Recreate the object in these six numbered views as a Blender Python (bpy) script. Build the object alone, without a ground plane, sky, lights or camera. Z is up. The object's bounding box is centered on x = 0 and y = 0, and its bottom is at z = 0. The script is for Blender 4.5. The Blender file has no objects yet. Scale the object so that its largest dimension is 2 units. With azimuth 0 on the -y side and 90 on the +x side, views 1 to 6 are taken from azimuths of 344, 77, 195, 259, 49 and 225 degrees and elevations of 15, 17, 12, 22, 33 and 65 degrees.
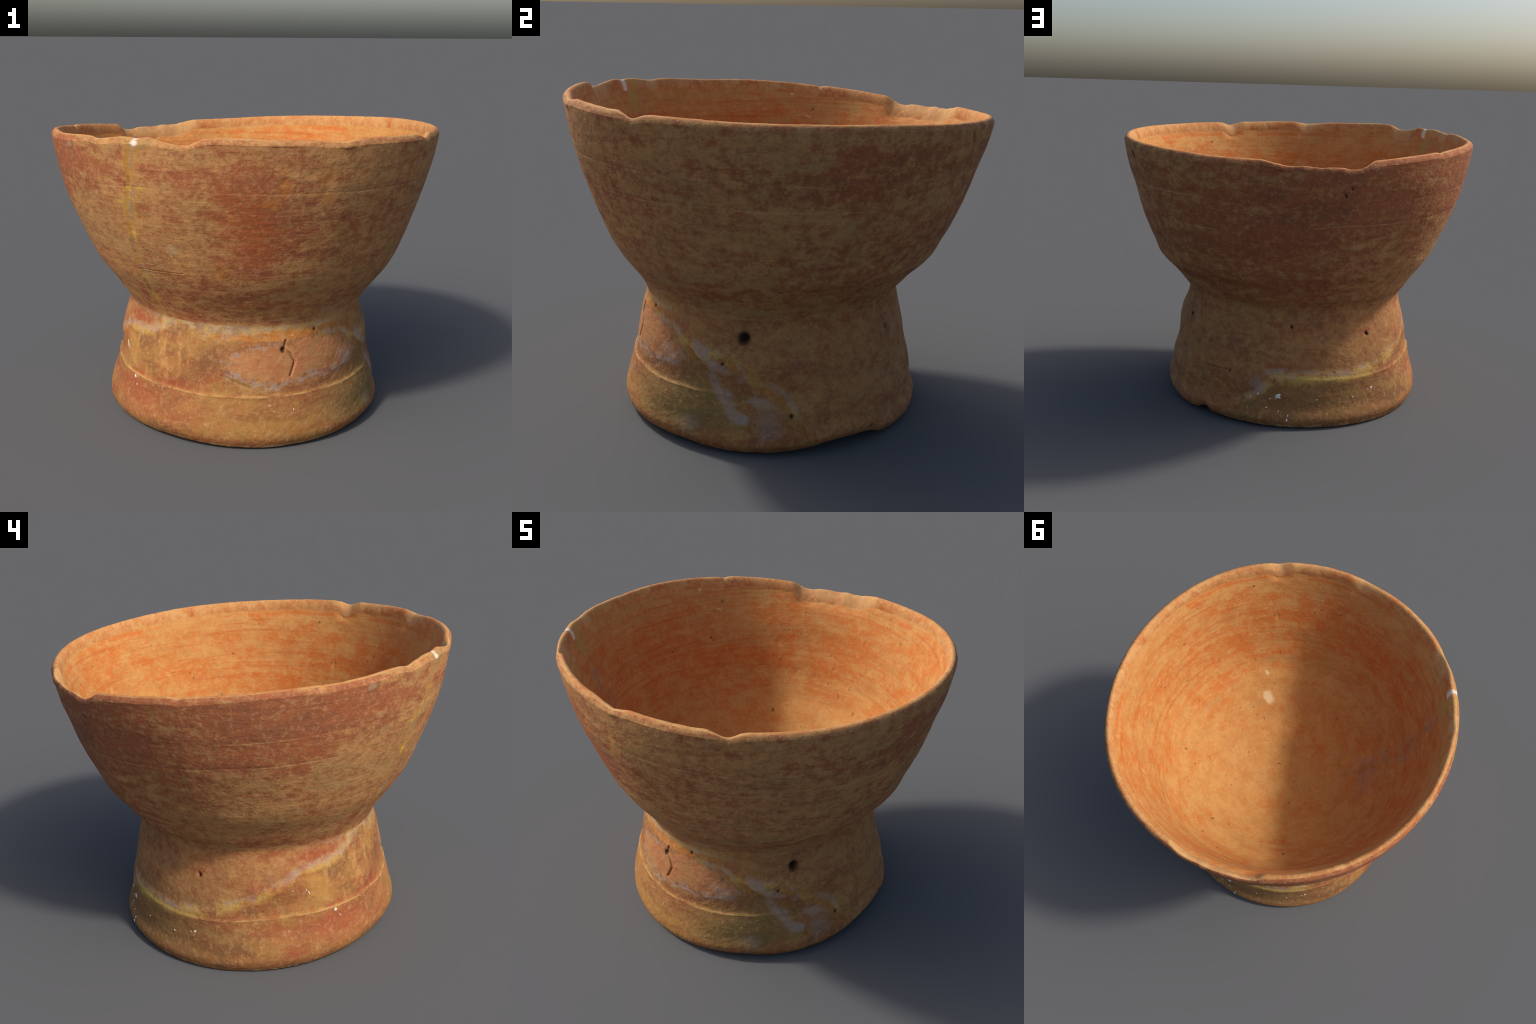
# Tilted terracotta bowl on a hollow flared foot: worn slip, chipped lip,
# an old glued crack and a foot partly made up with painted plaster.
import bpy, math
import numpy as np

TAU = 2 * math.pi
N = 960                                    # columns round the axis
PH = np.arange(N) * TAU / N
DEG = np.degrees(PH)

# ------------------------------------------------------------------ helpers
def harmonics(c):
    o = np.full(N, float(c[0]))
    for k in range(1, (len(c) - 1) // 2 + 1):
        o += c[2 * k - 1] * np.cos(k * PH) + c[2 * k] * np.sin(k * PH)
    return o

def ring(points, smooth=0.0):
    """closed curve of a value over the angle, through (degree, value) points"""
    a = np.array([p[0] for p in points], float)
    v = np.array([p[1] for p in points], float)
    o = np.interp(DEG, np.r_[a[-1] - 360, a, a[0] + 360], np.r_[v[-1], v, v[0]])
    w = int(smooth / 360 * N)
    if w > 1:
        k = np.hanning(w + 2)[1:-1]; k /= k.sum()
        o = np.convolve(np.r_[o[-w:], o, o[:w]], k, 'same')[w:-w]
    return o

def spline(xk, yk, x):
    """natural cubic spline; yk may carry extra columns"""
    xk = np.asarray(xk, float); yk = np.asarray(yk, float)
    n = len(xk); h = np.diff(xk)
    A = np.eye(n); B = np.zeros_like(yk)
    for i in range(1, n - 1):
        A[i, i - 1], A[i, i], A[i, i + 1] = h[i - 1], 2 * (h[i - 1] + h[i]), h[i]
        B[i] = 6 * ((yk[i + 1] - yk[i]) / h[i] - (yk[i] - yk[i - 1]) / h[i - 1])
    M = np.linalg.solve(A, B)
    i = np.clip(np.searchsorted(xk, x) - 1, 0, n - 2)
    hi = h[i]; a = (xk[i + 1] - x) / hi; b = (x - xk[i]) / hi
    if yk.ndim > 1: a, b, hi = a[:, None], b[:, None], hi[:, None]
    return a * yk[i] + b * yk[i + 1] + ((a**3 - a) * M[i] + (b**3 - b) * M[i + 1]) * hi**2 / 6

TABLE = np.random.default_rng(7).random((64, 64, 64))
def noise(P, sx, sz, octaves=4, rough=.5, off=0.0):
    """value noise, -1..1; separate scales across and up"""
    tot = np.zeros(P.shape[:-1]); amp = 1; s = 0
    for o in range(octaves):
        q = np.stack([P[..., 0] * sx, P[..., 1] * sx, P[..., 2] * sz], -1) * 2**o + 17.3 + off + 5.1 * o
        i = np.floor(q).astype(int); f = q - i; f = f * f * (3 - 2 * f); v = 0
        for dx in (0, 1):
            for dy in (0, 1):
                for dz in (0, 1):
                    w = (f[..., 0] if dx else 1 - f[..., 0]) * (f[..., 1] if dy else 1 - f[..., 1]) * (f[..., 2] if dz else 1 - f[..., 2])
                    v = v + w * TABLE[(i[..., 0] + dx) & 63, (i[..., 1] + dy) & 63, (i[..., 2] + dz) & 63]
        tot += amp * (v * 2 - 1); s += amp; amp *= rough
    return tot / s

def sstep(a, b, x):
    t = np.clip((x - a) / (b - a), 0, 1); return t * t * (3 - 2 * t)

# --------------------------------------------------------- measured outlines
LIP = .018
RIM_R = harmonics([.9791, .0026, -.0067, -.0028, -.0031, -.0047, -.0019, -.0019, -.0047])
RIM_Z = harmonics([1.4946, .0040, -.0489, .0115, .0108, -.0049, .0045, .0015, -.0059])
RIM_Z0 = RIM_Z.copy()                     # the lip before it was chipped
RIM_Z += ring([(0, .002), (15, .005), (30, .001), (40, -.003), (55, -.003), (70, 0), (80, .002), (88, .009), (94.5, .015),
               (96, .013), (98.5, .004), (101, -.004), (104, -.002), (106.5, .001), (108.5, -.002), (111.5, -.007), (115, -.006),
               (117.5, -.010), (120, -.017), (122.5, -.017), (124.5, -.007), (126, .006), (127.5, .012), (133, .013), (140, .011),
               (149, .005), (151, .001), (152, -.006), (153.5, -.001), (160, -.002), (175, -.003), (192, -.006), (200, -.002),
               (205, .003), (210.5, .004), (213.5, -.003), (217, 0), (221, .006), (224, .007), (226.5, 0), (228.5, .005), (230.5, .007),
               (232, 0), (234.5, -.010), (238, -.018), (241, -.021), (243, -.009), (244.5, .001), (247, .005), (254, .003),
               (262, -.001), (271, -.001), (277, -.006), (281, -.010), (283.5, -.003), (286, .006), (291, .008), (302, .006),
               (307, .005), (309.5, -.004), (312, -.014), (313.5, -.010), (315, -.002), (317, .003), (325, .002), (335, -.002),
               (345, -.002), (353, 0)], 1.2)
CHIP = ring([(0, 0), (94, 0), (98, .8), (108, 1), (116, .8), (124, 1), (127, 0), (208, 0), (213, .5), (217, 0), (231, 0), (234, .8), (241, 1), (245, 0),
             (274, 0), (281, .7), (285, 0), (307, 0), (311, .8), (313, .8), (316, 0)], 2)     # spalled inner edge of the lip
NECK_R = harmonics([.6157, .0067, -.0220, .0012, -.0025])
NECK_Z = harmonics([.6130, -.0009, .0150])
BASE_R = harmonics([.7202, -.0035, -.0186, -.0030, -.0059, -.0021, .0033])
BASE_Z = ring([(0, .034), (5, .045), (10, .052), (22, .050), (27, .040), (31, .018), (40, .008), (52, .006), (58, .012), (62, .034), (65, .040), (67, .020),
               (72, .014), (84, .008), (100, .002), (125, 0), (150, 0), (170, .003), (190, .010), (205, .018), (222, .024), (232, .020),
               (245, .013), (262, .006), (275, .010), (290, .014), (303, .022), (314, .025), (320, .017), (330, .012), (345, .014), (353, .022)], 2.5)
CS, SN = np.cos(PH), np.sin(PH)
BOWL_T = [0, .07, .14, .22, .32, .45, .6, .75, .88, 1]
BOWL_F = np.array([0 * PH, .142 - .015 * CS + .045 * SN, .258 + .005 * CS + .028 * SN, .408 + .012 * CS + .034 * SN,
                   .5246 + .015 * SN, .6509 - .0017 * CS + .0115 * SN, .7817 - .0061 * CS + .0112 * SN,
                   .8857 - .0062 * CS - .002 * SN, .9597 + .004 * CS + .0056 * SN, 0 * PH + 1])
FOOT_T = [0, .15, .35, .55, .72, .85, .94, 1]
FOOT_G = np.array([0 * PH, .2396 - .0201 * CS, .5184 - .0454 * CS + .0449 * SN, .7219 - .0757 * CS + .0404 * SN,
                   .9618 - .0247 * CS + .0376 * SN, 1.1041 - .0588 * CS - .0046 * SN, 1.20 + .0167 * CS + .04 * SN, 0 * PH + .99 + ring([(0, 0), (40, .02), (80, .06), (150, .06), (175, .02), (200, 0)], 20)])

# ------------------------------------------------------------- profile rows
rows_R, rows_Z, zone = [], [], []
def add(R, Z, name):
    rows_R.append(np.broadcast_to(R, N).copy()); rows_Z.append(np.broadcast_to(Z, N).copy()); zone.append(name)

# hollow inside of the foot, from the ceiling down to the standing edge
hollow = spline(np.arange(8), [[0.012, .40], [.22, .41], [.40, .425], [.49, .41], [.535, .36], [.565, .26], [.60, .12], [.625, .025]], np.linspace(0, 7, 60))
for r, z in hollow:
    k = sstep(.3, .02, z)
    add(r + k * (BASE_R - .72) + (NECK_R - .6157) * (1 - k) * min(1, r / .5), z + BASE_Z * k, 'foot')
for a in np.linspace(0, 1, 12)[1:-1]:
    add(BASE_R - .085 + a * .083, BASE_Z + .012 * (1 - math.sin(a * math.pi))**1.5, 'foot')
tf = np.linspace(1, 0, 210)
G = spline(FOOT_T, FOOT_G, tf)
for i, t in enumerate(tf):
    add(NECK_R + (BASE_R - NECK_R) * G[i], NECK_Z + (BASE_Z - NECK_Z) * t, 'foot')
tb = np.linspace(0, 1, 270)[1:]
F = spline(BOWL_T, BOWL_F, tb)
for i, t in enumerate(tb):
    add(NECK_R + (RIM_R + LIP - NECK_R) * F[i], NECK_Z + (RIM_Z - .03 - NECK_Z) * t, 'bowl')
n_outer_end = len(zone)
for a in np.linspace(0, math.pi, 26)[1:]:
    c, s = math.cos(a), math.sin(a)
    inn = max(0, -c)
    R = RIM_R - .009 + .027 * c - .004 * c * max(0, s) + .010 * CHIP * s
    deep = .03 if c >= 0 else .056
    Z = RIM_Z - deep * (1 - max(s, 0)**.9) - .004 - CHIP * .020 * sstep(-.5, 1.0, -c)
    add(R, Z, 'rim')
n_inner = len(zone)
R_in, Z_in = rows_R[-1], rows_Z[-1]
INNER = [(1, 1), (.968, .915), (.934, .80), (.899, .69), (.864, .60), (.832, .513), (.790, .44), (.737, .366), (.664, .303), (.586, .228), (.494, .153), (.424, .107), (.294, .048), (.2, .022), (.106, .006), (.012, 0)]
FLOOR = .476
sp = spline(np.arange(len(INNER)), np.array(INNER), np.linspace(0, len(INNER) - 1, 230))[1:]
R_s, Z_s = RIM_R - .036, RIM_Z0 - .058
for rho, h in sp:
    k = sstep(.93, 1.0, h)                # the chips only touch the wall just below the lip
    add((R_s + (R_in - R_s) * k) * rho + (NECK_R - .6157) * .5 * rho * (1 - rho), FLOOR + (Z_s + (Z_in - Z_s) * k - FLOOR) * h, 'bowl')

R = np.array(rows_R); Z = np.array(rows_Z); zone = np.array(zone)
# flattened and bulging sides of the hand-made walls
is_out = (np.arange(len(zone)) >= 60) & (np.arange(len(zone)) < n_outer_end)
def bump(a, b, c, d, x): return sstep(a, b, x) * sstep(d, c, x)
flat = ring([(0, .004), (15, .003), (30, .008), (38, .014), (46, .017), (60, .013), (78, .013), (95, .009), (118, 0), (285, 0), (305, .004), (340, .005)], 10)
hgt = (Z - NECK_Z) / (RIM_Z - NECK_Z)
bowl_out = (is_out & (zone == 'bowl'))[:, None]
R = R - flat * bump(.30, .58, .85, 1.04, hgt) * bowl_out
lip = np.where(zone == 'rim')[0]
R[lip] -= .34 * flat * np.linspace(1, 0, len(lip))[:, None]
foot_rows_out = (is_out & (zone == 'foot'))[:, None]
any_out = is_out[:, None]
for depth, span, heights, rows in [
        (-.010, [(0, 0), (50, 0), (70, 1), (140, 1), (165, 0)], (.02, .12, .18, .30), foot_rows_out),
        (-.004, [(0, 0), (100, 0), (115, 1), (140, 1), (155, 0)], (.02, .12, .18, .30), foot_rows_out),
        (-.009, [(0, 0), (85, 0), (110, 1), (140, 1), (158, 0)], (.24, .32, .46, .57), foot_rows_out),
        (-.012, [(0, 0), (154, 0), (164, 1), (180, 1), (195, 0)], (.15, .23, .33, .42), foot_rows_out),
        (.005, [(0, 0), (154, 0), (164, 1), (180, 1), (195, 0)], (.36, .44, .52, .60), foot_rows_out),
        (-.007, [(0, 0), (28, 0), (48, 1), (85, 1), (100, 0)], (.26, .38, .48, .58), foot_rows_out),
        (-.008, [(0, .6), (8, 0), (322, 0), (336, 1), (352, 1)], (.42, .48, .54, .62), foot_rows_out),
        (-.011, [(0, 0), (22, 0), (36, 1), (62, 1), (88, 0)], (.60, .70, .82, .97), any_out),
        (.008, [(0, 1), (14, 1), (26, 0), (330, 0), (345, 1)], (.33, .42, .47, .54), foot_rows_out),
        (-.015, [(0, 1), (20, 1), (45, .6), (70, .3), (95, 0), (320, 0), (342, 1)], (.50, .60, .69, .84), any_out),
        (.010, [(0, 0), (72, 0), (88, 1), (150, 1), (175, 0)], (.54, .61, .68, .78), any_out)]:
    R = R + depth * ring(span, 10) * bump(*heights, Z) * rows
# the waist is smeared smooth by hand, least on the +x +y side
nk = int(np.where(zone == 'bowl')[0][0]) - 1
def smear(A, sig):
    k = np.exp(-np.arange(-45, 46)**2 / (2 * sig**2)); k /= k.sum()
    return np.apply_along_axis(lambda c: np.convolve(c, k, 'same'), 0, A)
blk = slice(nk - 150, nk + 150)
soft = ring([(0, .5), (30, .1), (75, .1), (110, .5), (170, .5), (200, .55), (330, .6)], 15)
win = sstep(95, 45, np.abs(np.arange(-150, 150)))[:, None]
for A in (R, Z):
    a8, a16 = smear(A[blk], 6), smear(A[blk], 17)
    A[blk] += win * (a8 + (a16 - a8) * soft - A[blk])
# inner wall is thicker on two sides
inn_rows = (np.arange(len(zone)) >= n_inner)[:, None]
R = R - (.022 * ring([(0, 0), (22, 0), (50, 1), (140, 1), (178, 0)], 15) * bump(.60, .80, 1.18, 1.42, Z) + .012 * ring([(0, 0), (275, 0), (292, 1), (318, 1), (335, 0)], 15) * bump(.70, .9, 1.2, 1.4, Z)) * inn_rows
P = np.stack([R * CS, R * SN, Z], -1)

# ------------------------------------------------------------------- relief
def grid_normals(P):
    du = np.roll(P, -1, 1) - np.roll(P, 1, 1)
    dv = np.empty_like(P); dv[1:-1] = P[2:] - P[:-2]; dv[0] = P[1] - P[0]; dv[-1] = P[-1] - P[-2]
    n = np.cross(du, dv); return n / np.maximum(np.linalg.norm(n, axis=-1, keepdims=True), 1e-9)
NRM = grid_normals(P)
rowi = np.arange(len(zone))[:, None] + 0 * DEG[None]
outer = (rowi >= 60) & (rowi < n_outer_end)
inner = rowi >= n_inner
PHD = 0 * Z + DEG
D = np.zeros(Z.shape)

def angdiff(a): return (PHD - a + 180) % 360 - 180
outer_rows = np.where(outer[:, 0])[0]; inner_rows = np.where(inner[:, 0])[0]
row_z = Z.mean(1)
def block(rows, deg, half, z, reach):
    """the rows and columns that a local mark can touch"""
    r = rows[np.abs(row_z[rows] - z) < reach + .06]
    c = np.where(np.abs((DEG - deg + 180) % 360 - 180) < half)[0]
    return np.ix_(r, c)
def stroke(depth, points, width):
    """raise (or cut, if negative) a line along a polyline of (degree, height) on the outside"""
    degs = [p[0] for p in points]; zs = [p[1] for p in points]
    b = block(outer_rows, (min(degs) + max(degs)) / 2, (max(degs) - min(degs)) / 2 + 8, (min(zs) + max(zs)) / 2, (max(zs) - min(zs)) / 2 + width * 4)
    d = np.full(Z[b].shape, 9.)
    wob = .004 * noise(P[b], 14, 14, 2, .6, 50.)
    for (a0, z0), (a1, z1) in zip(points[:-1], points[1:]):
        x = np.radians((PHD[b] - a0 + 180) % 360 - 180) * R[b] + wob; y = Z[b] - z0 + wob
        bx = math.radians((a1 - a0 + 180) % 360 - 180) * R[b]; by = z1 - z0
        t = np.clip((x * bx + y * by) / (bx * bx + by * by + 1e-9), 0, 1)
        d = np.minimum(d, np.hypot(x - t * bx, y - t * by))
    D[b] += depth * np.exp(-(d / width)**2)
def dot(depth, a, z, width):
    b = block(outer_rows, a, 10, z, width * 4)
    d = np.hypot(np.radians((PHD[b] - a + 180) % 360 - 180) * R[b], Z[b] - z)
    D[b] += depth * np.exp(-(d / width)**2)

o = slice(outer_rows[0], outer_rows[-1] + 1); n_ = slice(inner_rows[0], inner_rows[-1] + 1)
D[o] += .0030 * noise(P[o], 2.2, 2.2, 2) + .0015 * noise(P[o], 7, 14, 3) + .0008 * noise(P[o], 26, 40, 2, .6, 9.) + .0008 * noise(P[o], 2.0, 26, 2, .5, 31.)
D[n_] += .002 * noise(P[n_], 3, 6, 3, .5, 3.) + .0006 * noise(P[n_], 24, 40, 2, .6, 4.) + .0008 * noise(P[n_], 2.0, 26, 2, .5, 31.)
rim_rows = np.where(zone == 'rim')[0]; m_ = slice(rim_rows[0], rim_rows[-1] + 1)
D[m_] += .0022 * noise(P[m_], 16, 16, 3, .55, 12.) + .007 * CHIP * noise(P[m_], 13, 13, 3, .6, 21.)

UPPER = [(0, 1.275), (10, 1.275), (24, 1.272), (47, 1.252), (70, 1.245), (92, 1.235), (111, 1.228), (131, 1.236), (151, 1.258), (163, 1.277), (183, 1.290),
         (205, 1.300), (226, 1.316), (243, 1.316), (256, 1.311), (270, 1.302), (290, 1.298), (325, 1.295), (338, 1.292), (349, 1.282), (360, 1.275)]
LOWER = [(0, 1.164), (11, 1.160), (31, 1.137), (60, 1.09), (81, 1.076), (106, 1.108), (121, 1.127), (143, 1.132), (150, 1.139), (163, 1.151), (174, 1.156),
         (190, 1.168), (225, 1.172), (271, 1.175), (289, 1.172), (316, 1.172), (333, 1.177), (346, 1.168), (360, 1.164)]
RIDGE = [(0, .285), (12, .305), (30, .297), (45, .262), (61, .262), (76, .265), (87, .262), (99, .268), (110, .263), (122, .254), (136, .255), (146, .259), (157, .263), (170, .272),
         (183, .277), (198, .276), (216, .270), (240, .265), (275, .262), (300, .266), (318, .268), (330, .270), (345, .278), (360, .285)]
def ang_noise(scale, off, octaves=2):
    Q = np.stack([CS, SN, 0 * CS], -1); return noise(Q, scale, 1, octaves, .5, off)
def line(points, width):
    z0 = np.interp(DEG, [p[0] for p in points], [p[1] for p in points]) + .003 * ang_noise(9, 0.)
    return np.exp(-((Z[o] - z0) / width)**2)
D[o] -= .0010 * line(UPPER, .0038) * sstep(-.25, .15, ang_noise(3.1, 40.))
D[o] -= .0009 * line(LOWER, .0038) * (1 - ring([(0, 0), (188, 0), (200, 1), (262, 1), (272, 0)])) * sstep(-.3, .1, ang_noise(2.7, 60.))
# step at the top of the standing band, with a raised bead on the made-up part
zr = np.interp(DEG, [p[0] for p in RIDGE], [p[1] for p in RIDGE]) + .003 * ang_noise(7, 3.)
made_up = ring([(0, 0), (30, .1), (60, .25), (92, .3), (135, .5), (160, 1), (318, 1), (330, .3), (345, 0)], 6)
foot_out = outer & (zone == 'foot')[:, None]
fr_ = np.where(foot_out[:, 0])[0]; k_ = slice(fr_[0], fr_[-1] + 1)
dz = Z[k_] - zr
prof = sstep(.012, -.006, dz) * sstep(.02, .12, Z[k_]) - sstep(-.004, .012, dz) * sstep(.13, .02, dz)
D[k_] += .0040 * prof * made_up
D[k_] += .0022 * np.exp(-((dz + .002) / .0048)**2) * made_up * np.clip(.6 + 1.3 * ang_noise(6, 8., 3), 0, 1.4)
# pink original fragment left standing in the plaster, and the rough plaster round it
frag = np.hypot(angdiff(277)[k_] / 31, (Z[k_] - .415 + .0006 * angdiff(277)[k_]) / .11)
D[k_] += .0022 * sstep(1.15, .90, frag + .12 * noise(P[k_], 12, 12, 2))
D[k_] += .0032 * noise(P[k_], 12, 14, 4, .65, 77.) * sstep(.62, .55, Z[k_]) * made_up
# cracks, the glued seam, drilled and burnt-out holes
SEAM = [(225.5, 1.50), (224.2, 1.426), (223.7, 1.338), (221.4, 1.211), (220.5, 1.113), (219.2, 1.01), (219.1, .888), (218, .81), (215.8, .679), (215.8, .60)]
stroke(-.0030, SEAM, .010)
stroke(.0022, [(a - 1.6, z) for a, z in SEAM], .007)
stroke(-.0028, [(217, .889), (221.4, .892), (224.5, .891), (227.5, .896), (231, .895), (235, .901)], .0032)
stroke(-.014, [(272.8, .524), (271.8, .484), (274.6, .46), (276.1, .418), (274, .357)], .0052)
stroke(-.005, [(299, .508), (308, .472), (315, .417), (320, .37), (327, .30), (331, .235)], .006)
stroke(-.006, [(326, .456), (334, .395), (342, .342), (347, .30), (353, .24), (357.5, .149), (359.2, .07)], .008)
stroke(-.009, [(61, .263), (70, .265), (76, .267)], .0045)
stroke(-.013, [(41.5, 1.43), (42.6, 1.405), (43.2, 1.385)], .0065)
stroke(.0025, [(31, 1.137), (28.4, 1.061), (25.5, .992)], .006)
stroke(-.0025, [(52, 1.078), (60.6, 1.136), (68.8, 1.158), (71.5, 1.121), (71.4, 1.05)], .006)
stroke(-.002, [(149, 1.14), (149, 1.06), (150, .99)], .005)
stroke(-.005, [(246, .36), (252, .325), (257, .30)], .007)
for a, z, w, d in [(271.3, .482, .012, .016), (287, .56, .012, .006), (76, .267, .008, .006), (334.6, .525, .021, .05), (41.5, .494, .0095, .022), (104.5, .531, .010, .010), (143.8, .472, .010, .012),
                   (353.3, .19, .010, .010), (120.3, 1.316, .010, .006), (118.6, 1.28, .009, .007), (25.3, .078, .010, .012), (171, .30, .010, .005), (327, .405, .007, .008),
                   (272, 1.385, .018, .004), (277, 1.36, .020, .004), (276, 1.30, .020, .003), (265, 1.36, .020, .004), (265, 1.31, .020, .003), (188, 1.41, .020, .003), (190, 1.36, .02, .003)]:
    dot(-d, a, z, w)
# pits and scars inside
rng = np.random.default_rng(11)
for k in range(60):
    a = rng.uniform(0, 360); rad = math.sqrt(rng.uniform(.04, .75)); w = rng.uniform(.004, .008); dep = rng.uniform(.002, .006)
    ca, sa = math.cos(math.radians(a)), math.sin(math.radians(a))
    rr_ = inner_rows[np.abs(R[inner_rows].mean(1) - rad) < .10]
    b = np.ix_(rr_, np.where(np.abs((DEG - a + 180) % 360 - 180) < 14)[0])
    dx, dy = P[b][..., 0] - rad * ca, P[b][..., 1] - rad * sa
    al, ac = (dy * ca - dx * sa) / rng.uniform(1, 2.5), dx * ca + dy * sa
    D[b] -= dep * np.exp(-(al * al + ac * ac) / (w * w))
lim = (R > .03)
P = P + NRM * (D * lim)[..., None] * (1 if NRM[200, 0] @ P[200, 0] > 0 else -1)

# bounding box to the frame: centred, standing on z = 0, longest side 2 m
lo, hi = P.reshape(-1, 3).min(0), P.reshape(-1, 3).max(0)
print('raw box', lo, hi)
P[..., 0] -= (lo[0] + hi[0]) / 2; P[..., 1] -= (lo[1] + hi[1]) / 2; P[..., 2] -= lo[2]
P *= 2.0 / max(hi[0] - lo[0], hi[1] - lo[1])

# ---------------------------------------------------------------- materials
def srgb(r, g, b):
    f = lambda c: (c / 255 / 12.92) if c <= 10 else ((c / 255 + .055) / 1.055)**2.4
    return (f(r), f(g), f(b), 1)

class Tree:
    def __init__(s, name):
        s.m = bpy.data.materials.new(name); s.m.use_nodes = True
        s.t = s.m.node_tree; s.t.nodes.clear(); s.n = s.t.nodes; s.l = s.t.links
        tc = s.n.new('ShaderNodeTexCoord'); s.P = tc.outputs['Object']
        sep = s.n.new('ShaderNodeSeparateXYZ'); s.l.new(s.P, sep.inputs[0])
        s.x, s.y, s.z = sep.outputs
        a = s.math('ARCTAN2', s.y, s.x)
        s.turn = s.math('FRACT', s.math('ADD', s.math('DIVIDE', a, TAU), 1.0))      # 0..1 round the axis
    def put(s, sock, v):
        if hasattr(v, 'links') or hasattr(v, 'is_linked'): s.l.new(v, sock)
        else: sock.default_value = v
    def math(s, op, a, b=None, clamp=False):
        n = s.n.new('ShaderNodeMath'); n.operation = op; n.use_clamp = clamp
        s.put(n.inputs[0], a)
        if b is not None: s.put(n.inputs[1], b)
        return n.outputs[0]
    def scaled(s, sx, sz, loc=(0, 0, 0)):
        m = s.n.new('ShaderNodeMapping'); s.l.new(s.P, m.inputs[0])
        m.inputs['Scale'].default_value = (sx, sx, sz); m.inputs['Location'].default_value = loc
        return m.outputs[0]
    def noise(s, sx, sz=None, detail=6, rough=.6, loc=(0, 0, 0), dist=0.0):
        n = s.n.new('ShaderNodeTexNoise'); s.l.new(s.scaled(sx, sx if sz is None else sz, loc), n.inputs['Vector'])
        n.inputs['Scale'].default_value = 1; n.inputs['Detail'].default_value = detail
        n.inputs['Roughness'].default_value = rough; n.inputs['Distortion'].default_value = dist
        return n.outputs['Fac']
    def ramp(s, v, a, b):
        n = s.n.new('ShaderNodeMapRange'); n.interpolation_type = 'SMOOTHSTEP'
        s.put(n.inputs[0], v); n.inputs[1].default_value = a; n.inputs[2].default_value = b
        return n.outputs[0]
    def mul(s, *v):
        o = v[0]
        for w in v[1:]: o = s.math('MULTIPLY', o, w)
        return o
    def add(s, a, b): return s.math('ADD', a, b)
    def mix(s, f, a, b):
        n = s.n.new('ShaderNodeMix'); n.data_type = 'RGBA'
        s.put(n.inputs[0], f); s.put(n.inputs[6], a); s.put(n.inputs[7], b)
        return n.outputs[2]
    def curve(s, points, lo, hi):
        """height as a hand-set curve over the turn (degree, height)"""
        n = s.n.new('ShaderNodeFloatCurve'); c = n.mapping.curves[0]
        pts = [(a / 360, (z - lo) / (hi - lo)) for a, z in points]
        while len(c.points) < len(pts): c.points.new(.5, .5)
        for p, q in zip(c.points, pts): p.location = q; p.handle_type = 'VECTOR'
        n.mapping.update(); s.put(n.inputs['Value'], s.turn)
        return s.add(s.math('MULTIPLY', n.outputs[0], hi - lo), lo)
    def blob(s, deg, z, a, b, tilt=0, soft=.35, wob=None, amt=.5):
        """soft elliptical patch centred at an angle and a height; half sizes a (round), b (up) in metres"""
        t = math.radians(deg); ct = math.cos(math.radians(tilt)); st = math.sin(math.radians(tilt))
        def lin(vec, c):
            n = s.n.new('ShaderNodeVectorMath'); n.operation = 'DOT_PRODUCT'
            s.l.new(s.P, n.inputs[0]); n.inputs[1].default_value = vec
            return s.math('SUBTRACT', n.outputs['Value'], c)
        tx, ty = -math.sin(t), math.cos(t)
        u = lin((tx * ct / a, ty * ct / a, st / a), z * st / a)
        v = lin((-tx * st / b, -ty * st / b, ct / b), z * ct / b)
        d = s.math('SQRT', s.add(s.mul(u, u), s.mul(v, v)))
        if wob is not None: d = s.add(d, s.math('MULTIPLY', s.math('SUBTRACT', wob, .5), amt * 2))
        m = s.ramp(d, 1 + soft, 1 - soft)
        n = s.n.new('ShaderNodeVectorMath'); n.operation = 'DOT_PRODUCT'; s.l.new(s.P, n.inputs[0])
        n.inputs[1].default_value = (math.cos(t), math.sin(t), 0)
        return s.mul(m, s.math('GREATER_THAN', n.outputs['Value'], .25))
    def near(s, a, b, w, soft=1.6):
        return s.ramp(s.math('ABSOLUTE', s.math('SUBTRACT', a, b)), w * soft, w * .3)
    def finish(s, col, height, bump=.4, dist=.004, rough=.85):
        o = s.n.new('ShaderNodeOutputMaterial'); p = s.n.new('ShaderNodeBsdfPrincipled')
        s.put(p.inputs['Base Color'], col); s.put(p.inputs['Roughness'], rough)
        p.inputs['Specular IOR Level'].default_value = .25
        b = s.n.new('ShaderNodeBump'); b.inputs['Strength'].default_value = bump; b.inputs['Distance'].default_value = dist
        s.put(b.inputs['Height'], height); s.l.new(b.outputs[0], p.inputs['Normal'])
        s.l.new(p.outputs[0], o.inputs[0]); return s.m

TAN, TAN_DARK, PALE = srgb(176, 127, 76), srgb(156, 109, 65), srgb(184, 150, 102)
RED, BROWN = srgb(150, 80, 50), srgb(122, 78, 57)
ORANGE, YELLOW = srgb(176, 108, 44), srgb(186, 147, 74)
LAV, OLIVE = srgb(158, 135, 120), srgb(118, 104, 58)
DARK = srgb(46, 30, 22)

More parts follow.
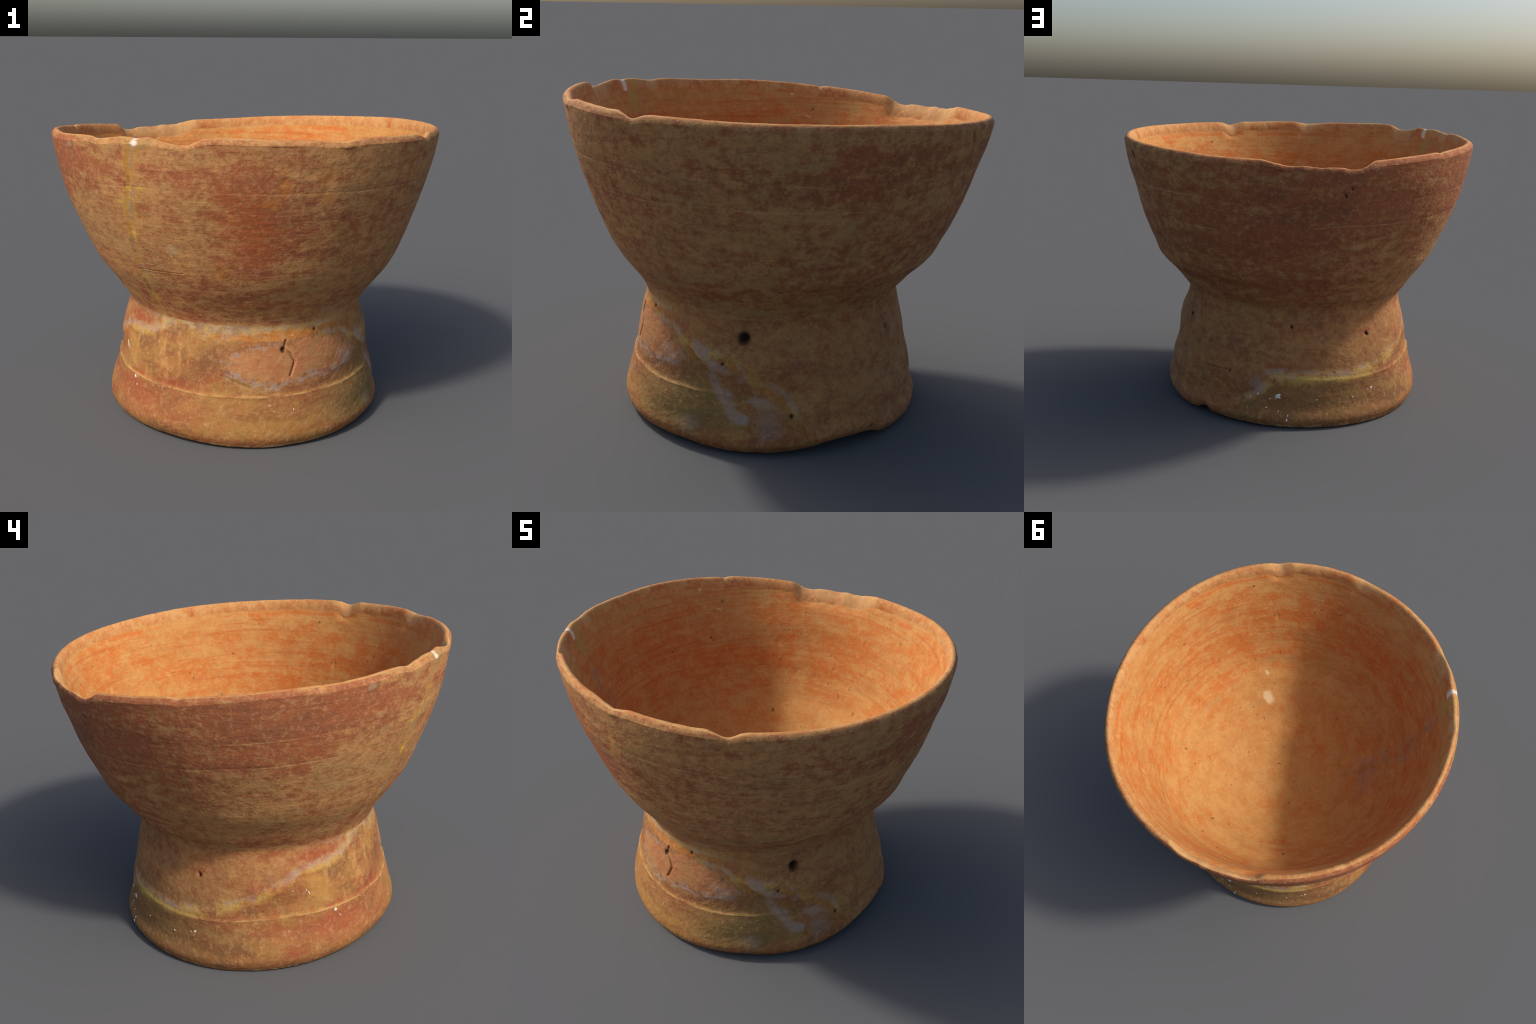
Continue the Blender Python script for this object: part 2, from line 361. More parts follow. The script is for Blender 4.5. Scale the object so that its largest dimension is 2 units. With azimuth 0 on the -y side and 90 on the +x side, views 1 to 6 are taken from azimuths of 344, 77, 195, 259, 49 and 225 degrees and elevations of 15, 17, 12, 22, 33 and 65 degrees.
def grain(t, col, depth=.5):
    """blotches, flecks and pores of the fired clay, the size of a few millimetres to two centimetres"""
    a = t.noise(36, 40, 3, .7, (3, 1, 5)); b = t.noise(85, 85, 2, .6, (5, 9, 2)); c = t.noise(20, 26, 4, .7, (8, 2, 7))
    col = t.mix(t.mul(t.ramp(a, .50, .66), depth * .8), col, srgb(180, 140, 96))
    col = t.mix(t.mul(t.ramp(c, .54, .70), depth * .9), col, srgb(118, 72, 46))
    col = t.mix(t.mul(t.ramp(b, .58, .74), depth * .8), col, srgb(104, 66, 42))
    col = t.mix(t.mul(t.ramp(b, .42, .28), depth * .35), col, srgb(190, 154, 112))
    return col, t.add(t.math('MULTIPLY', a, .6), t.add(t.math('MULTIPLY', b, .3), t.math('MULTIPLY', c, .8)))

def outside_clay(t):
    """tan clay under a worn red-brown slip, brushed round the pot"""
    big = t.noise(1.5, 3.0, 3, .55)
    streak = t.noise(3.2, 14, 7, .74, (3, 1, 2))
    mott = t.noise(16, 21, 7, .80, (1, 5, 2))
    slip = t.add(t.add(t.math('MULTIPLY', big, .28), t.math('MULTIPLY', streak, .46)), t.math('MULTIPLY', mott, .56))
    return big, streak, mott, slip

def holes(t, col, spots, k=.92):
    for a, z, r in spots:
        col = t.mix(t.mul(t.blob(a, z, r, r * 1.15, 0, .45), k), col, DARK)
    return col

def curve_of_height(s, points):
    """turn fraction of a line that runs up the pot"""
    n = s.n.new('ShaderNodeFloatCurve'); c = n.mapping.curves[0]
    pts = sorted((z / 1.6, (a - 200) / 60) for a, z in points)
    while len(c.points) < len(pts): c.points.new(.5, .5)
    for p, q in zip(c.points, pts): p.location = q; p.handle_type = 'VECTOR'
    n.mapping.update(); s.put(n.inputs['Value'], s.math('DIVIDE', s.z, 1.6))
    return s.add(s.math('MULTIPLY', n.outputs[0], 60 / 360), 200 / 360)
Tree.curve_of_height = curve_of_height

def bowl_outside():
    t = Tree('worn_slip_clay')
    big, streak, mott, slip = outside_clay(t)
    wob = t.noise(5, 7, 4, .65, (9, 2, 4)); wob2 = t.noise(24, 24, 3, .7)
    shift = [(150, 1.32, .80, .20, .10), (90, .98, .55, .25, .085), (15, 1.30, .6, .12, .06), (258, 1.12, .18, .22, .07), (250, 1.38, .35, .09, .05), (195, 1.43, .22, .09, .06),
             (205, 1.12, .28, .20, -.09), (330, 1.0, .5, .35, -.03), (285, 1.42, .3, .10, -.06), (160, .85, .4, .12, -.03), (315, 1.42, .25, .10, -.05)]
    v = slip
    for a, z, s1, s2, k in shift:
        v = t.add(v, t.math('MULTIPLY', t.blob(a, z, s1, s2, 0, .6, wob), k))
    f = t.ramp(v, .60, .74)
    col = t.mix(t.ramp(mott, .40, .62), srgb(180, 130, 80), TAN_DARK)
    col = t.mix(t.mul(t.ramp(t.noise(3, 7, 5, .65, (7, 4, 1)), .50, .66), .5), col, srgb(150, 124, 78))
    col = t.mix(t.math('MULTIPLY', f, .84), col, RED)
    col = t.mix(t.mul(t.ramp(v, .66, .80), t.ramp(t.noise(4, 10, 6, .7, (7, 7, 1)), .44, .62), .55), col, BROWN)
    col = t.mix(t.mul(t.ramp(t.noise(2.2, 34, 5, .7, (2, 2, 9)), .54, .68), .3), col, srgb(138, 76, 46))
    col = t.mix(t.mul(t.blob(256, 1.16, .11, .20, 25, .7, wob), .45), col, srgb(166, 80, 34))
    for a, z, s1, s2, k in [(265, 1.345, .022, .05, .6), (276, 1.30, .045, .012, .5), (262, 1.26, .045, .025, .55), (276, 1.375, .03, .035, .35), (248, .93, .035, .05, .45), (278, 1.275, .03, .012, .5)]:
        col = t.mix(t.mul(t.blob(a, z, s1, s2, 0, .7, wob2, .7), k), col, ORANGE)
    col, relief = grain(t, col, .5)
    # incised guide lines show the pale clay
    wz = t.add(t.z, t.math('MULTIPLY', t.math('SUBTRACT', t.noise(9, .1, 2), .5), .010))
    up = t.mul(t.near(wz, t.curve(UPPER, 1, 1.5), .0026), t.ramp(t.noise(3.2, 1, 4, .7, (2, 8, 1)), .44, .60), .5)
    low = t.mul(t.near(wz, t.curve(LOWER, 1, 1.5), .0026), t.ramp(t.noise(2.9, 1, 4, .7, (6, 3, 1)), .45, .60), t.ramp(t.math('ABSOLUTE', t.math('SUBTRACT', t.turn, .643)), .095, .115), .5)
    col = t.mix(t.math('MAXIMUM', up, low), col, srgb(192, 156, 104))
    # the glued crack: yellow glue and grey filler down one line
    sx = t.curve_of_height(SEAM)
    arc = t.mul(t.math('SUBTRACT', t.turn, sx), TAU * .85)
    arc = t.add(arc, t.math('MULTIPLY', t.math('SUBTRACT', t.noise(7, 8, 6, .78), .5), .085))
    halo = t.ramp(t.math('ABSOLUTE', arc), .050, .012)
    col = t.mix(t.mul(halo, t.ramp(t.noise(9, 7, 4, .7, (3, 3, 9)), .36, .56), .75), col, srgb(178, 126, 56))
    col = t.mix(t.mul(halo, t.ramp(t.noise(10, 6, 4, .7, (8, 1, 2)), .50, .62), .75), col, YELLOW)
    col = t.mix(t.mul(t.ramp(t.math('ABSOLUTE', t.math('SUBTRACT', arc, .004)), .015, .004), t.ramp(t.noise(10, 8, 5, .75, (5, 6, 2)), .42, .54), .7), col, srgb(138, 118, 102))
    col = t.mix(t.mul(t.ramp(t.math('ABSOLUTE', t.math('SUBTRACT', arc, .014)), .006, .001), t.ramp(t.noise(14, 12, 4, .75, (1, 6, 2)), .48, .62), .5), col, srgb(164, 146, 134))
    for a, z, s1, s2 in [(226.5, 1.315, .025, .006), (218.5, 1.245, .018, .007), (222.5, 1.31, .012, .010), (220.5, 1.09, .010, .03)]:
        col = t.mix(t.mul(t.blob(a, z, s1, s2, 0, .6, wob2, .5), .75), col, srgb(192, 154, 58))
    col = t.mix(t.mul(t.blob(226.3, 1.519, .015, .012, 0, .6, wob2, 1.2), .9), col, srgb(214, 204, 190))
    # pale smears near the lip and the neck, a hairline beside the seam
    for a, z, s1, s2, tl, w in [(200, 1.475, .026, .012, 12, .5), (233, 1.03, .028, .022, 20, .4), (286, .70, .035, .004, 15, .6), (290, .672, .03, .003, 18, .6), (293, .655, .05, .012, 14, .4), (271, .64, .07, .006, 3, .4)]:
        col = t.mix(t.mul(t.blob(a, z, s1, s2, tl, .6, wob2, .8), w), col, srgb(168, 150, 118))
    col = t.mix(t.mul(t.blob(227, .893, .13, .0035, 2, .5, wob2, .9), .6), col, srgb(92, 54, 34))
    col = holes(t, col, [(118.6, 1.28, .009), (120.3, 1.316, .007), (41.9, 1.420, .008), (42.4, 1.406, .009), (43.0, 1.392, .008)], .8)
    h = t.add(relief, t.math('MULTIPLY', t.noise(5, 60, 3, .6), .5))
    return t.finish(col, h, .6, .006)

MADE_UP = [(0, .06), (3, 0), (67, 0), (78, .08), (90, .17), (98, .268), (130, .272), (145, .30), (168, .373), (178, .43), (188, .498), (201, .50), (211, .51),
           (217, .58), (227, .645), (236, .63), (248, .60), (262, .59), (277, .60), (287, .575), (300, .51), (308, .472), (317, .43), (326, .456),
           (334, .395), (342, .342), (347, .30), (353, .24), (357.5, .15), (360, .06)]
def foot_clay():
    t = Tree('foot_clay_and_plaster')
    big, streak, mott, slip = outside_clay(t)
    wob = t.noise(6, 7, 4, .68, (9, 2, 4)); wob2 = t.noise(15, 16, 4, .75, (3, 8, 1)); wob3 = t.noise(28, 28, 3, .7)
    f = t.ramp(slip, .60, .76)
    col = t.mix(t.ramp(mott, .36, .64), srgb(168, 118, 70), srgb(146, 100, 58))
    col = t.mix(t.math('MULTIPLY', f, .75), col, srgb(146, 78, 46))
    col = t.mix(t.mul(t.ramp(t.noise(5, 6, 5, .7, (2, 7, 5)), .52, .66), .5), col, BROWN)
    # made-up plaster, painted in ochre and red to match
    edge = t.math('SUBTRACT', t.add(t.curve(MADE_UP, -.05, .7), t.math('MULTIPLY', t.math('SUBTRACT', t.noise(9, 9, 5, .7), .5), .08)), t.z)
    new = t.ramp(edge, -.004, .004)
    brush = t.noise(4, 15, 6, .68, (4, 2, 8)); brush_v = t.noise(24, 4, 4, .65, (1, 9, 3))
    p = t.mix(t.ramp(brush, .38, .62), srgb(154, 102, 56), srgb(134, 80, 46))
    p = t.mix(t.mul(t.ramp(t.noise(4, 9, 5, .7, (8, 4, 4)), .46, .60), .75), p, srgb(154, 114, 60))
    p = t.mix(t.mul(t.ramp(t.noise(5, 7, 5, .7, (2, 9, 4)), .52, .64), .65), p, srgb(110, 74, 47))
    p = t.mix(t.mul(t.ramp(brush_v, .52, .66), .4), p, srgb(128, 86, 48))
    p = t.mix(t.mul(t.ramp(brush_v, .46, .36), t.blob(222, .42, .3, .14, 0, .6, wob), .75), p, srgb(178, 130, 76))
    p = t.mix(t.mul(t.ramp(t.noise(6, 8, 5, .68, (3, 3, 3)), .53, .66), .6), p, srgb(148, 72, 42))
    p = t.mix(t.mul(t.ramp(t.noise(60, 3, 3, .6, (5, 1, 1)), .58, .70), t.ramp(wob, .42, .58), .45), p, srgb(188, 148, 100))
    p = t.mix(t.mul(t.blob(118, .13, .45, .13, 0, .5, wob), .55), p, srgb(124, 94, 56))
    p = t.mix(t.mul(t.blob(205, .17, .34, .08, 0, .6, wob, .8), .5), p, srgb(150, 80, 50))
    p = t.mix(t.mul(t.blob(268, .11, .30, .045, 0, .6, wob, .8), .6), p, srgb(160, 118, 58))
    p = t.mix(t.mul(t.blob(240, .40, .16, .06, 30, .6, wob, .8), .5), p, srgb(116, 74, 46))
    p = t.mix(t.mul(t.blob(196, .40, .09, .06, -35, .6, wob2, .9), .6), p, srgb(174, 130, 64))
    p = t.mix(t.mul(t.blob(226, .29, .12, .03, 0, .6, wob), .6), p, srgb(138, 62, 36))
    p = t.mix(t.mul(t.blob(312, .19, .26, .12, 0, .6, wob), .6), p, OLIVE)
    p = t.mix(t.mul(t.blob(316, .36, .12, .08, -40, .6, wob), .5), p, srgb(124, 94, 52))
    col = t.mix(new, col, p)
    # glue and filler crust along the join
    line = t.math('ABSOLUTE', edge)
    up_mask = t.ramp(t.z, .10, .16)
    crust = t.ramp(line, .046, .008)
    col = t.mix(t.mul(crust, t.ramp(t.noise(13, 13, 5, .7, (5, 5, 1)), .38, .54), up_mask, .85), col, YELLOW)
    col = t.mix(t.mul(t.ramp(edge, -.050, -.010), t.ramp(edge, .02, -.005), t.ramp(t.noise(9, 11, 5, .7, (1, 5, 8)), .42, .58), up_mask, .7), col, LAV)
    # pink fragment inside the plaster with lavender filler round it
    rag = t.noise(13, 14, 6, .78, (6, 2, 6))
    fr = t.math('MAXIMUM', t.blob(267, .405, .235, .105, 4, .14, wob2, .7), t.blob(291, .418, .215, .095, -4, .14, rag, .7))
    fi = t.math('MAXIMUM', t.blob(268, .42, .215, .090, 4, .10, rag, .9), t.blob(290, .440, .195, .080, -6, .10, rag, 1.0))
    col = t.mix(t.mul(fr, t.ramp(wob3, .38, .54), .75), col, LAV)
    pink = t.mix(t.ramp(mott, .35, .65), srgb(166, 100, 60), srgb(168, 118, 70))
    col = t.mix(t.mul(fi, .92), col, pink)
    col = t.mix(t.mul(t.blob(272, .555, .30, .024, 2, .35, wob, .7), .85), col, srgb(180, 112, 44))
    # lavender filler trails beside the open joint
    for a, z, s1, s2, tl, w in [(318, .445, .06, .022, -42, .7), (326, .385, .05, .02, -20, .6), (324, .33, .02, .06, 20, .5), (335, .36, .03, .03, -40, .4),
                                (330, .235, .030, .07, 30, .65), (335.5, .172, .03, .028, 0, .9), (342, .25, .06, .018, -12, .55), (346, .315, .04, .010, -50, .6), (351, .265, .04, .010, -50, .6),
                                (345, .16, .06, .07, 0, .4), (303, .385, .06, .035, -25, .45), (90, .22, .03, .05, 40, .5), (98, .30, .05, .012, 10, .6), (112, .30, .06, .010, -5, .5), (316, .12, .05, .04, 0, .3)]:
        col = t.mix(t.mul(t.blob(a, z, s1, s2, tl, .5, wob2, 1.2), w), col, LAV)
    for a, z, s1, s2, tl, w in [(330, .425, .07, .014, -50, .7), (338, .37, .06, .016, -48, .7), (345, .31, .06, .016, -50, .7), (351, .24, .06, .016, -62, .75), (357, .15, .06, .014, -70, .6),
                                (304, .49, .07, .012, -42, .7), (313, .43, .05, .012, -45, .7), (209, .60, .02, .05, 0, .5), (213.5, .56, .010, .05, 4, .7)]:
        col = t.mix(t.mul(t.blob(a, z, s1, s2, tl, .6, wob, .9), w), col, srgb(158, 102, 40))
    # red patches beside the join
    ragged = t.noise(17, 22, 6, .78, (4, 7, 3))
    for a, z, s1, s2, tl, w, c in [(200, .565, .14, .05, 12, .7, srgb(148, 68, 40)), (172, .40, .14, .03, 25, .55, srgb(154, 70, 38)), (240, .655, .07, .02, 0, .55, srgb(154, 70, 40)), (205, .20, .14, .05, 0, .5, srgb(148, 72, 44))]:
        col = t.mix(t.mul(t.blob(a, z, s1, s2, tl, .6, wob, 1.1), t.ramp(ragged, .36, .54), w), col, c)
    for a, z, s1, s2, w in [(219, .60, .05, .03, .6), (232, .62, .09, .018, .6), (248, .585, .06, .02, .5), (214, .55, .05, .02, .5), (277, .60, .07, .018, .45), (262, .578, .06, .012, .5)]:
        col = t.mix(t.mul(t.blob(a, z, s1, s2, 6, .5, wob2, 1.4), w), col, srgb(166, 138, 104))
    zone_up = t.math('MAXIMUM', t.blob(232, .600, .38, .055, -4, .5, wob, .7), t.blob(285, .60, .22, .03, 0, .5, wob, .5))
    col = t.mix(t.mul(zone_up, t.ramp(ragged, .46, .56), .75), col, srgb(176, 150, 116))
    col = t.mix(t.mul(zone_up, t.ramp(t.noise(14, 11, 5, .75, (1, 2, 9)), .50, .60), .65), col, srgb(182, 142, 70))
    col = t.mix(t.mul(zone_up, t.ramp(t.noise(12, 13, 5, .75, (9, 2, 1)), .54, .62), .6), col, srgb(132, 108, 92))
    # paler broken line along the step
    gate = t.ramp(t.math('ABSOLUTE', t.math('SUBTRACT', t.turn, 208 / 360)), .325, .295)
    wz = t.add(t.z, t.math('MULTIPLY', t.math('SUBTRACT', t.noise(9, .1, 3), .5), .012))
    bead = t.near(wz, t.curve(RIDGE, 0, .5), .0045)
    col = t.mix(t.mul(bead, gate, t.ramp(t.noise(7, 7, 5, .75, (8, 8, 1)), .38, .56), .75), col, srgb(182, 142, 84))
    col = t.mix(t.mul(t.blob(122, .262, .22, .016, 0, .5, wob, .7), .65), col, srgb(168, 138, 66))
    col, relief = grain(t, col, .42)
    specks = t.ramp(t.noise(34, 34, 2, .5, (3, 9, 9)), .72, .77)
    col = t.mix(t.mul(specks, new, .5), col, srgb(196, 168, 138))
    foot_edge = t.mul(t.ramp(t.z, .030, .016), t.ramp(wob3, .48, .60), .6)          # rubbed standing edge
    col = t.mix(foot_edge, col, srgb(186, 160, 120))
    col = holes(t, col, [(334.6, .525, .024), (41.5, .494, .009), (104.5, .531, .008), (143.8, .472, .008), (271.3, .482, .012), (353.3, .19, .009), (25.3, .078, .008), (287, .562, .007), (327, .405, .006), (76, .267, .006)])
    h = t.add(relief, t.mul(brush, new, .6))
    return t.finish(col, h, .6, .006)

def bowl_inside():
    t = Tree('inner_clay')
    streak = t.noise(2.0, 26, 8, .76, (2, 5, 3)); mott = t.noise(9, 13, 7, .75, (4, 4, 7)); wob = t.noise(5, 6, 4, .65); wob2 = t.noise(20, 20, 3, .7)
    big = t.noise(1.5, 3, 3, .6, (5, 5, 5))
    col = t.mix(t.ramp(mott, .36, .64), srgb(188, 138, 78), srgb(178, 121, 64))
    v = t.add(t.add(t.math('MULTIPLY', streak, .42), t.math('MULTIPLY', mott, .42)), t.math('MULTIPLY', big, .22))
    wall = t.ramp(t.z, .66, 1.0)                       # brushed slip covers the wall; the floor is scoured bare
    v = t.add(v, t.math('MULTIPLY', t.math('SUBTRACT', wall, 1), .06))
    v = t.math('SUBTRACT', v, t.math('MULTIPLY', t.ramp(t.z, 1.30, 1.44), .05))
    f = t.ramp(v, .46, .62)
    col = t.mix(t.mul(f, .78), col, srgb(184, 97, 36))
    col = t.mix(t.mul(t.ramp(t.noise(1.6, 42, 5, .72, (8, 2, 2)), .50, .66), wall, .55), col, srgb(170, 86, 36))
    col = t.mix(t.mul(t.ramp(t.noise(6, 12, 5, .7, (1, 1, 8)), .52, .66), .4), col, srgb(166, 128, 76))
    lipline = [(d, float(RIM_Z0[int(d / 360 * N) % N]) - .075) for d in range(0, 361, 20)]
    wz = t.add(t.z, t.math('MULTIPLY', t.math('SUBTRACT', t.noise(4, 1, 3, .6), .5), .03))
    col = t.mix(t.mul(t.near(wz, t.curve(lipline, 1.2, 1.6), .007, 1.8), t.ramp(t.noise(4, 4, 4, .7, (2, 6, 6)), .45, .58), .6), col, srgb(188, 92, 36))
    a = t.noise(40, 44, 3, .7); b = t.noise(95, 95, 2, .6, (2, 2, 2)); c = t.noise(17, 20, 4, .72, (6, 3, 3))
    col = t.mix(t.mul(t.ramp(a, .52, .70), .35), col, srgb(204, 156, 104))
    col = t.mix(t.mul(t.ramp(c, .55, .68), .45), col, srgb(192, 106, 48))
    col = t.mix(t.mul(t.ramp(b, .62, .76), .35), col, srgb(130, 84, 50))
    pits = t.ramp(t.noise(34, 34, 2, .5, (7, 1, 1)), .70, .745)
    col = t.mix(t.mul(pits, .6), col, srgb(112, 72, 44))
    # glue down the inner side of the seam and a grey stain towards the floor
    ax = math.radians(222)
    def lin(vec, c=0.0):
        n = t.n.new('ShaderNodeVectorMath'); n.operation = 'DOT_PRODUCT'; t.l.new(t.P, n.inputs[0]); n.inputs[1].default_value = vec
        return t.math('SUBTRACT', n.outputs['Value'], c)
    arc = t.add(lin((-math.sin(ax), math.cos(ax), 0)), t.math('MULTIPLY', t.math('SUBTRACT', t.noise(7, 7, 6, .78, (2, 4, 4)), .5), .30))
    rad = lin((math.cos(ax), math.sin(ax), 0))
    band = t.mul(t.ramp(t.math('ABSOLUTE', arc), .10, .02), t.ramp(rad, .34, .50))
    col = t.mix(t.mul(band, t.ramp(t.noise(11, 9, 5, .75, (3, 3, 3)), .44, .58), .5), col, srgb(150, 122, 108))
    col = t.mix(t.mul(t.ramp(t.math('ABSOLUTE', arc), .026, .006), t.ramp(rad, .34, .50), t.ramp(t.noise(12, 12, 5, .75, (6, 3, 3)), .44, .56), .5), col, srgb(148, 104, 54))
    col = t.mix(t.mul(t.blob(210, .69, .08, .05, 0, .6, wob2, .8), .35), col, srgb(150, 120, 108))
    col = t.mix(t.mul(t.blob(224, 1.43, .035, .06, 0, .5, wob2), .8), col, srgb(168, 140, 72))
    # scars: a pale scuff on the floor wall, pale flecks and dark pores
    for a_, z_, s1, s2, w in [(322.6, .688, .034, .026, .75), (321, .806, .014, .010, .7), (161.4, 1.432, .008, .008, .8), (155, 1.31, .022, .006, .4)]:
        col = t.mix(t.mul(t.blob(a_, z_, s1, s2, 25, .4, wob2, .6), w), col, srgb(216, 190, 146))
    col = holes(t, col, [(322.4, 1.399, .007), (32.6, .785, .006), (39.5, .723, .006), (159.7, 1.157, .008), (153.3, 1.35, .006), (131.8, .757, .009), (80, .709, .008), (14.9, 1.10, .006)], .6)
    relief = t.add(t.math('MULTIPLY', a, .5), t.add(t.math('MULTIPLY', b, .3), t.add(t.math('MULTIPLY', c, .6), t.math('MULTIPLY', streak, .8))))
    return t.finish(col, relief, .55, .006)

def rim_clay():
    t = Tree('lip_clay')
    mott = t.noise(12, 12, 6, .75); fine = t.noise(60, 60, 3, .7)
    col = t.mix(t.ramp(mott, .38, .62), srgb(190, 142, 88), srgb(180, 116, 64))
    col = t.mix(t.mul(t.ramp(t.noise(7, 7, 5, .7, (4, 1, 1)), .52, .66), .55), col, srgb(166, 86, 44))
    col = t.mix(t.mul(t.ramp(fine, .5, .72), .4), col, srgb(204, 166, 114))
    col = t.mix(t.mul(t.ramp(fine, .46, .34), .3), col, srgb(138, 92, 56))
    wob2 = t.noise(30, 30, 3)
    col = t.mix(t.mul(t.blob(222, 1.51, .03, .06, 0, .4, wob2), .6), col, srgb(180, 150, 82))
    col = t.mix(t.mul(t.blob(226.3, 1.50, .015, .06, 0, .5, wob2, .8), .9), col, srgb(214, 204, 184))
    for a, z, s1 in [(104, 1.43, .14), (119, 1.42, .11), (239, 1.50, .075), (214, 1.52, .04), (281, 1.53, .045), (312, 1.53, .035)]:
        col = t.mix(t.mul(t.blob(a, z, s1, .08, 0, .5, wob2, .6), t.ramp(mott, .32, .58), .65), col, srgb(196, 156, 104))
    return t.finish(col, t.add(mott, t.math('MULTIPLY', fine, .5)), .5, .005)

MAT_OUT = bowl_outside()
MAT_FOOT = foot_clay()
MAT_IN = bowl_inside()
MAT_RIM = rim_clay()
t = Tree('plaster'); pn = t.noise(40, 40, 4)
MAT_PLASTER = t.finish(t.mix(pn, srgb(206, 196, 186), srgb(232, 224, 214)), pn, .4, .003, .9)

# ------------------------------------------------------------------ meshes
NR = len(zone)
def smooth_normals(P):
    n = grid_normals(P); s = 1 if n[200, 0] @ P[200, 0] > 0 else -1
    return n * s
NRM = smooth_normals(P)

def strip(name, groups, parent, slip_to=None):
    """mesh from bands of consecutive rows; a band is (first row, last row, material slot, closed end)"""
    verts, norms, faces, slots, mats, base = [], [], [], [], [], 0
    for r0, r1, mat, cap in groups:
        V = P[r0:r1 + 1]; m = r1 - r0 + 1
        verts.append(V.reshape(-1, 3)); norms.append(NRM[r0:r1 + 1].reshape(-1, 3))
        i = np.arange(m - 1)[:, None] * N; j = np.arange(N)[None]; k = (j + 1) % N
        q = np.stack([i + j, i + k, i + N + k, i + N + j], -1).reshape(-1, 4) + base
        faces.append(q)
        if mat not in mats: mats.append(mat)
        slots.append(np.full(len(q), mats.index(mat)))
        base += m * N
    V = np.concatenate(verts); Q = np.concatenate(faces); S = np.concatenate(slots); NN = np.concatenate(norms)
    if slip_to is not None:
        mats.append(MAT_OUT); S[:(slip_to - groups[0][0]) * N] = 1
    caps = [(g, sum((x[1] - x[0] + 1) * N for x in groups[:gi])) for gi, g in enumerate(groups) if g[3]]
    extra = []
    for g, b in caps:
        off = b if g[3] == 'first' else b + (g[1] - g[0]) * N
        c = len(V) + len(extra); cen = V[off:off + N].mean(0); nz = NN[off]
        extra.append((cen, nz, off, g[3], mats.index(g[2])))
    tris = []; ts = []
    for e, (cen, nz, off, end, ms) in enumerate(extra):
        V = np.r_[V, cen[None]]; NN = np.r_[NN, nz[None]]
        c = len(V) - 1; j = np.arange(N); k = (j + 1) % N
        tr = np.stack([off + k, off + j, c + 0 * j], -1) if end == 'first' else np.stack([off + j, off + k, c + 0 * j], -1)
        tris.append(tr); ts.append(np.full(N, ms))
    loops = np.r_[Q.ravel(), np.concatenate(tris).ravel() if tris else np.zeros(0, int)].astype(np.int32)
    nq = len(Q); nt = sum(len(x) for x in tris)
    me = bpy.data.meshes.new(name)
    me.vertices.add(len(V)); me.vertices.foreach_set('co', V.astype(np.float32).ravel())
    me.loops.add(len(loops)); me.loops.foreach_set('vertex_index', loops)
    me.polygons.add(nq + nt)
    st = np.r_[np.arange(nq) * 4, nq * 4 + np.arange(nt) * 3].astype(np.int32)
    me.polygons.foreach_set('loop_start', st)
    for m in mats: me.materials.append(m)
    me.polygons.foreach_set('material_index', np.concatenate([S] + ts).astype(np.int32))
    me.update(calc_edges=True); me.validate()
    me.shade_smooth()
    me.normals_split_custom_set_from_vertices(NN.astype(np.float32).tolist())
    ob = bpy.data.objects.new(name, me); bpy.context.scene.collection.objects.link(ob); ob.parent = parent
    return ob

thing = bpy.data.objects.new('footed_bowl', None); bpy.context.scene.collection.objects.link(thing)
thing['label'] = 'weathered tilted terracotta bowl on a flared repaired pedestal foot'
thing['category'] = 'pottery bowl'
neck = int(np.where(zone == 'bowl')[0][0]) - 1
strip('foot', [(0, neck, MAT_FOOT, 'first')], thing)
strip('bowl', [(neck, n_outer_end - 1, MAT_OUT, None), (n_inner - 1, NR - 1, MAT_IN, 'last')], thing)
lip_mid = n_outer_end + 7                  # the slip runs up to the crest
strip('rim', [(n_outer_end - 1, n_inner - 1, MAT_RIM, None)], thing, lip_mid)

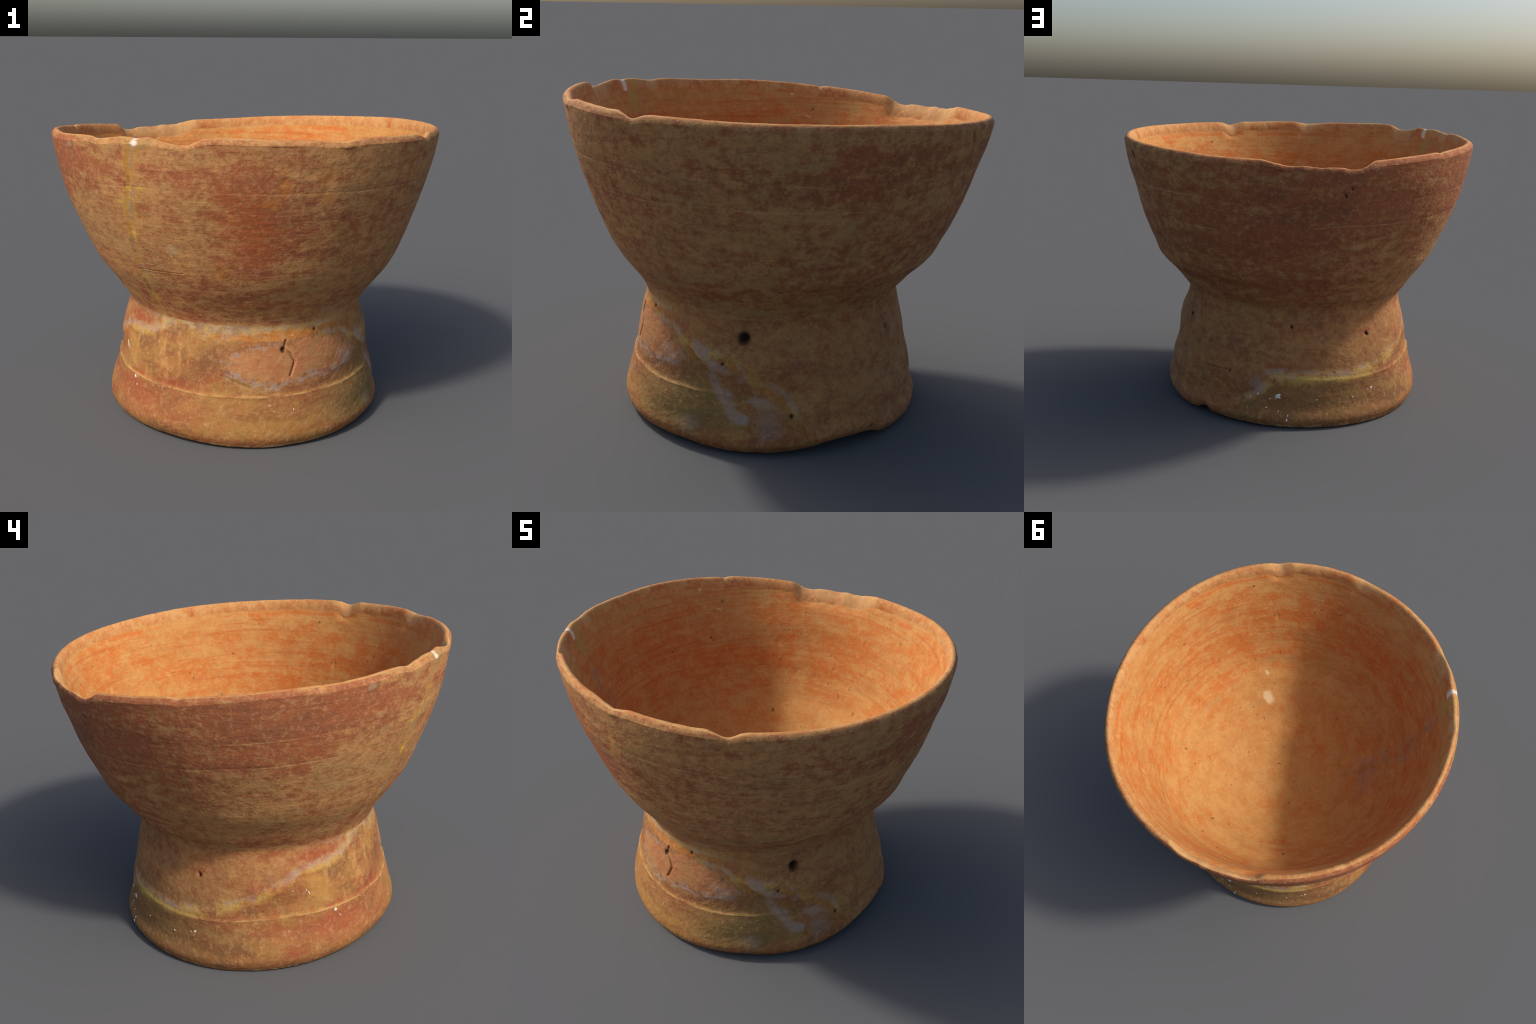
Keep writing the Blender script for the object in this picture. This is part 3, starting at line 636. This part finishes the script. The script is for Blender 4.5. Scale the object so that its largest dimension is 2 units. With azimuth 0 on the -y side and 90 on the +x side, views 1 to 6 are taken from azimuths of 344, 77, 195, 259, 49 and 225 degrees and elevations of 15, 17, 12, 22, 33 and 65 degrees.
# splashes of white plaster standing on the foot and in the chipped lip
foot_rows = np.where(foot_out[:, 0])[0]
def fleck(a, z, sx, sz, seed, tilt=0):
    g = np.random.default_rng(seed)
    j0 = int(a / 360 * N) % N
    i0 = foot_rows[np.argmin(abs(P[foot_rows, j0, 2] - z))]
    cen, n = P[i0, j0], NRM[i0, j0]
    u = np.cross([0, 0, 1], n); u /= np.linalg.norm(u); w = np.cross(n, u)
    ct, s_ = math.cos(tilt), math.sin(tilt); u, w = u * ct + w * s_, w * ct - u * s_
    m = 22; ang = np.arange(m) * TAU / m
    rad = 1 + sum(g.uniform(-.22, .22) * np.cos(k * ang + g.uniform(0, 6)) for k in (2, 3, 4, 5))
    V = []
    for k, (s, hgt) in enumerate([(1.0, -.003), (.95, .0012), (.6, .0024)]):
        for q in range(m):
            x, y = rad[q] * math.cos(ang[q]) * sx * s, rad[q] * math.sin(ang[q]) * sz * s
            sag = -(x * x) / (2 * .72)
            V.append(cen + u * x + w * y + n * (hgt + sag))
    V.append(cen + n * .0026)
    Fc = [[k * m + q, k * m + (q + 1) % m, (k + 1) * m + (q + 1) % m, (k + 1) * m + q] for k in (0, 1) for q in range(m)]
    Fc += [[2 * m + q, 2 * m + (q + 1) % m, 3 * m] for q in range(m)] + [list(range(m))[::-1]]
    me = bpy.data.meshes.new('plaster_fleck'); me.from_pydata([tuple(v) for v in V], [], Fc); me.update(); me.shade_smooth()
    me.materials.append(MAT_PLASTER)
    ob = bpy.data.objects.new('plaster_fleck', me); bpy.context.scene.collection.objects.link(ob)
    ob.parent = bpy.data.objects['foot']
for k, (a, z, sx, sz, tl) in enumerate([(99.9, .168, .017, .012, .2), (95.1, .104, .006, .004, .4), (104.1, .050, .004, .008, 0), (104.6, .072, .003, .006, 0), (91.0, .172, .008, .005, .8),
        (87.5, .150, .006, .003, .8), (143.3, .184, .007, .006, .8), (141.5, .180, .003, .003, 0), (116.8, .154, .005, .003, .2), (202.5, .257, .008, .009, 0), (204.6, .222, .003, .005, 0), (191.6, .378, .003, .013, .5),
        (190.3, .395, .002, .007, -.1), (100.3, .092, .004, .004, 0), (96.5, .152, .006, .003, .5), (274.3, .192, .003, .005, 0), (133.3, .154, .004, .004, 0)]):
    fleck(a, z, sx, sz, 100 + k, tl)
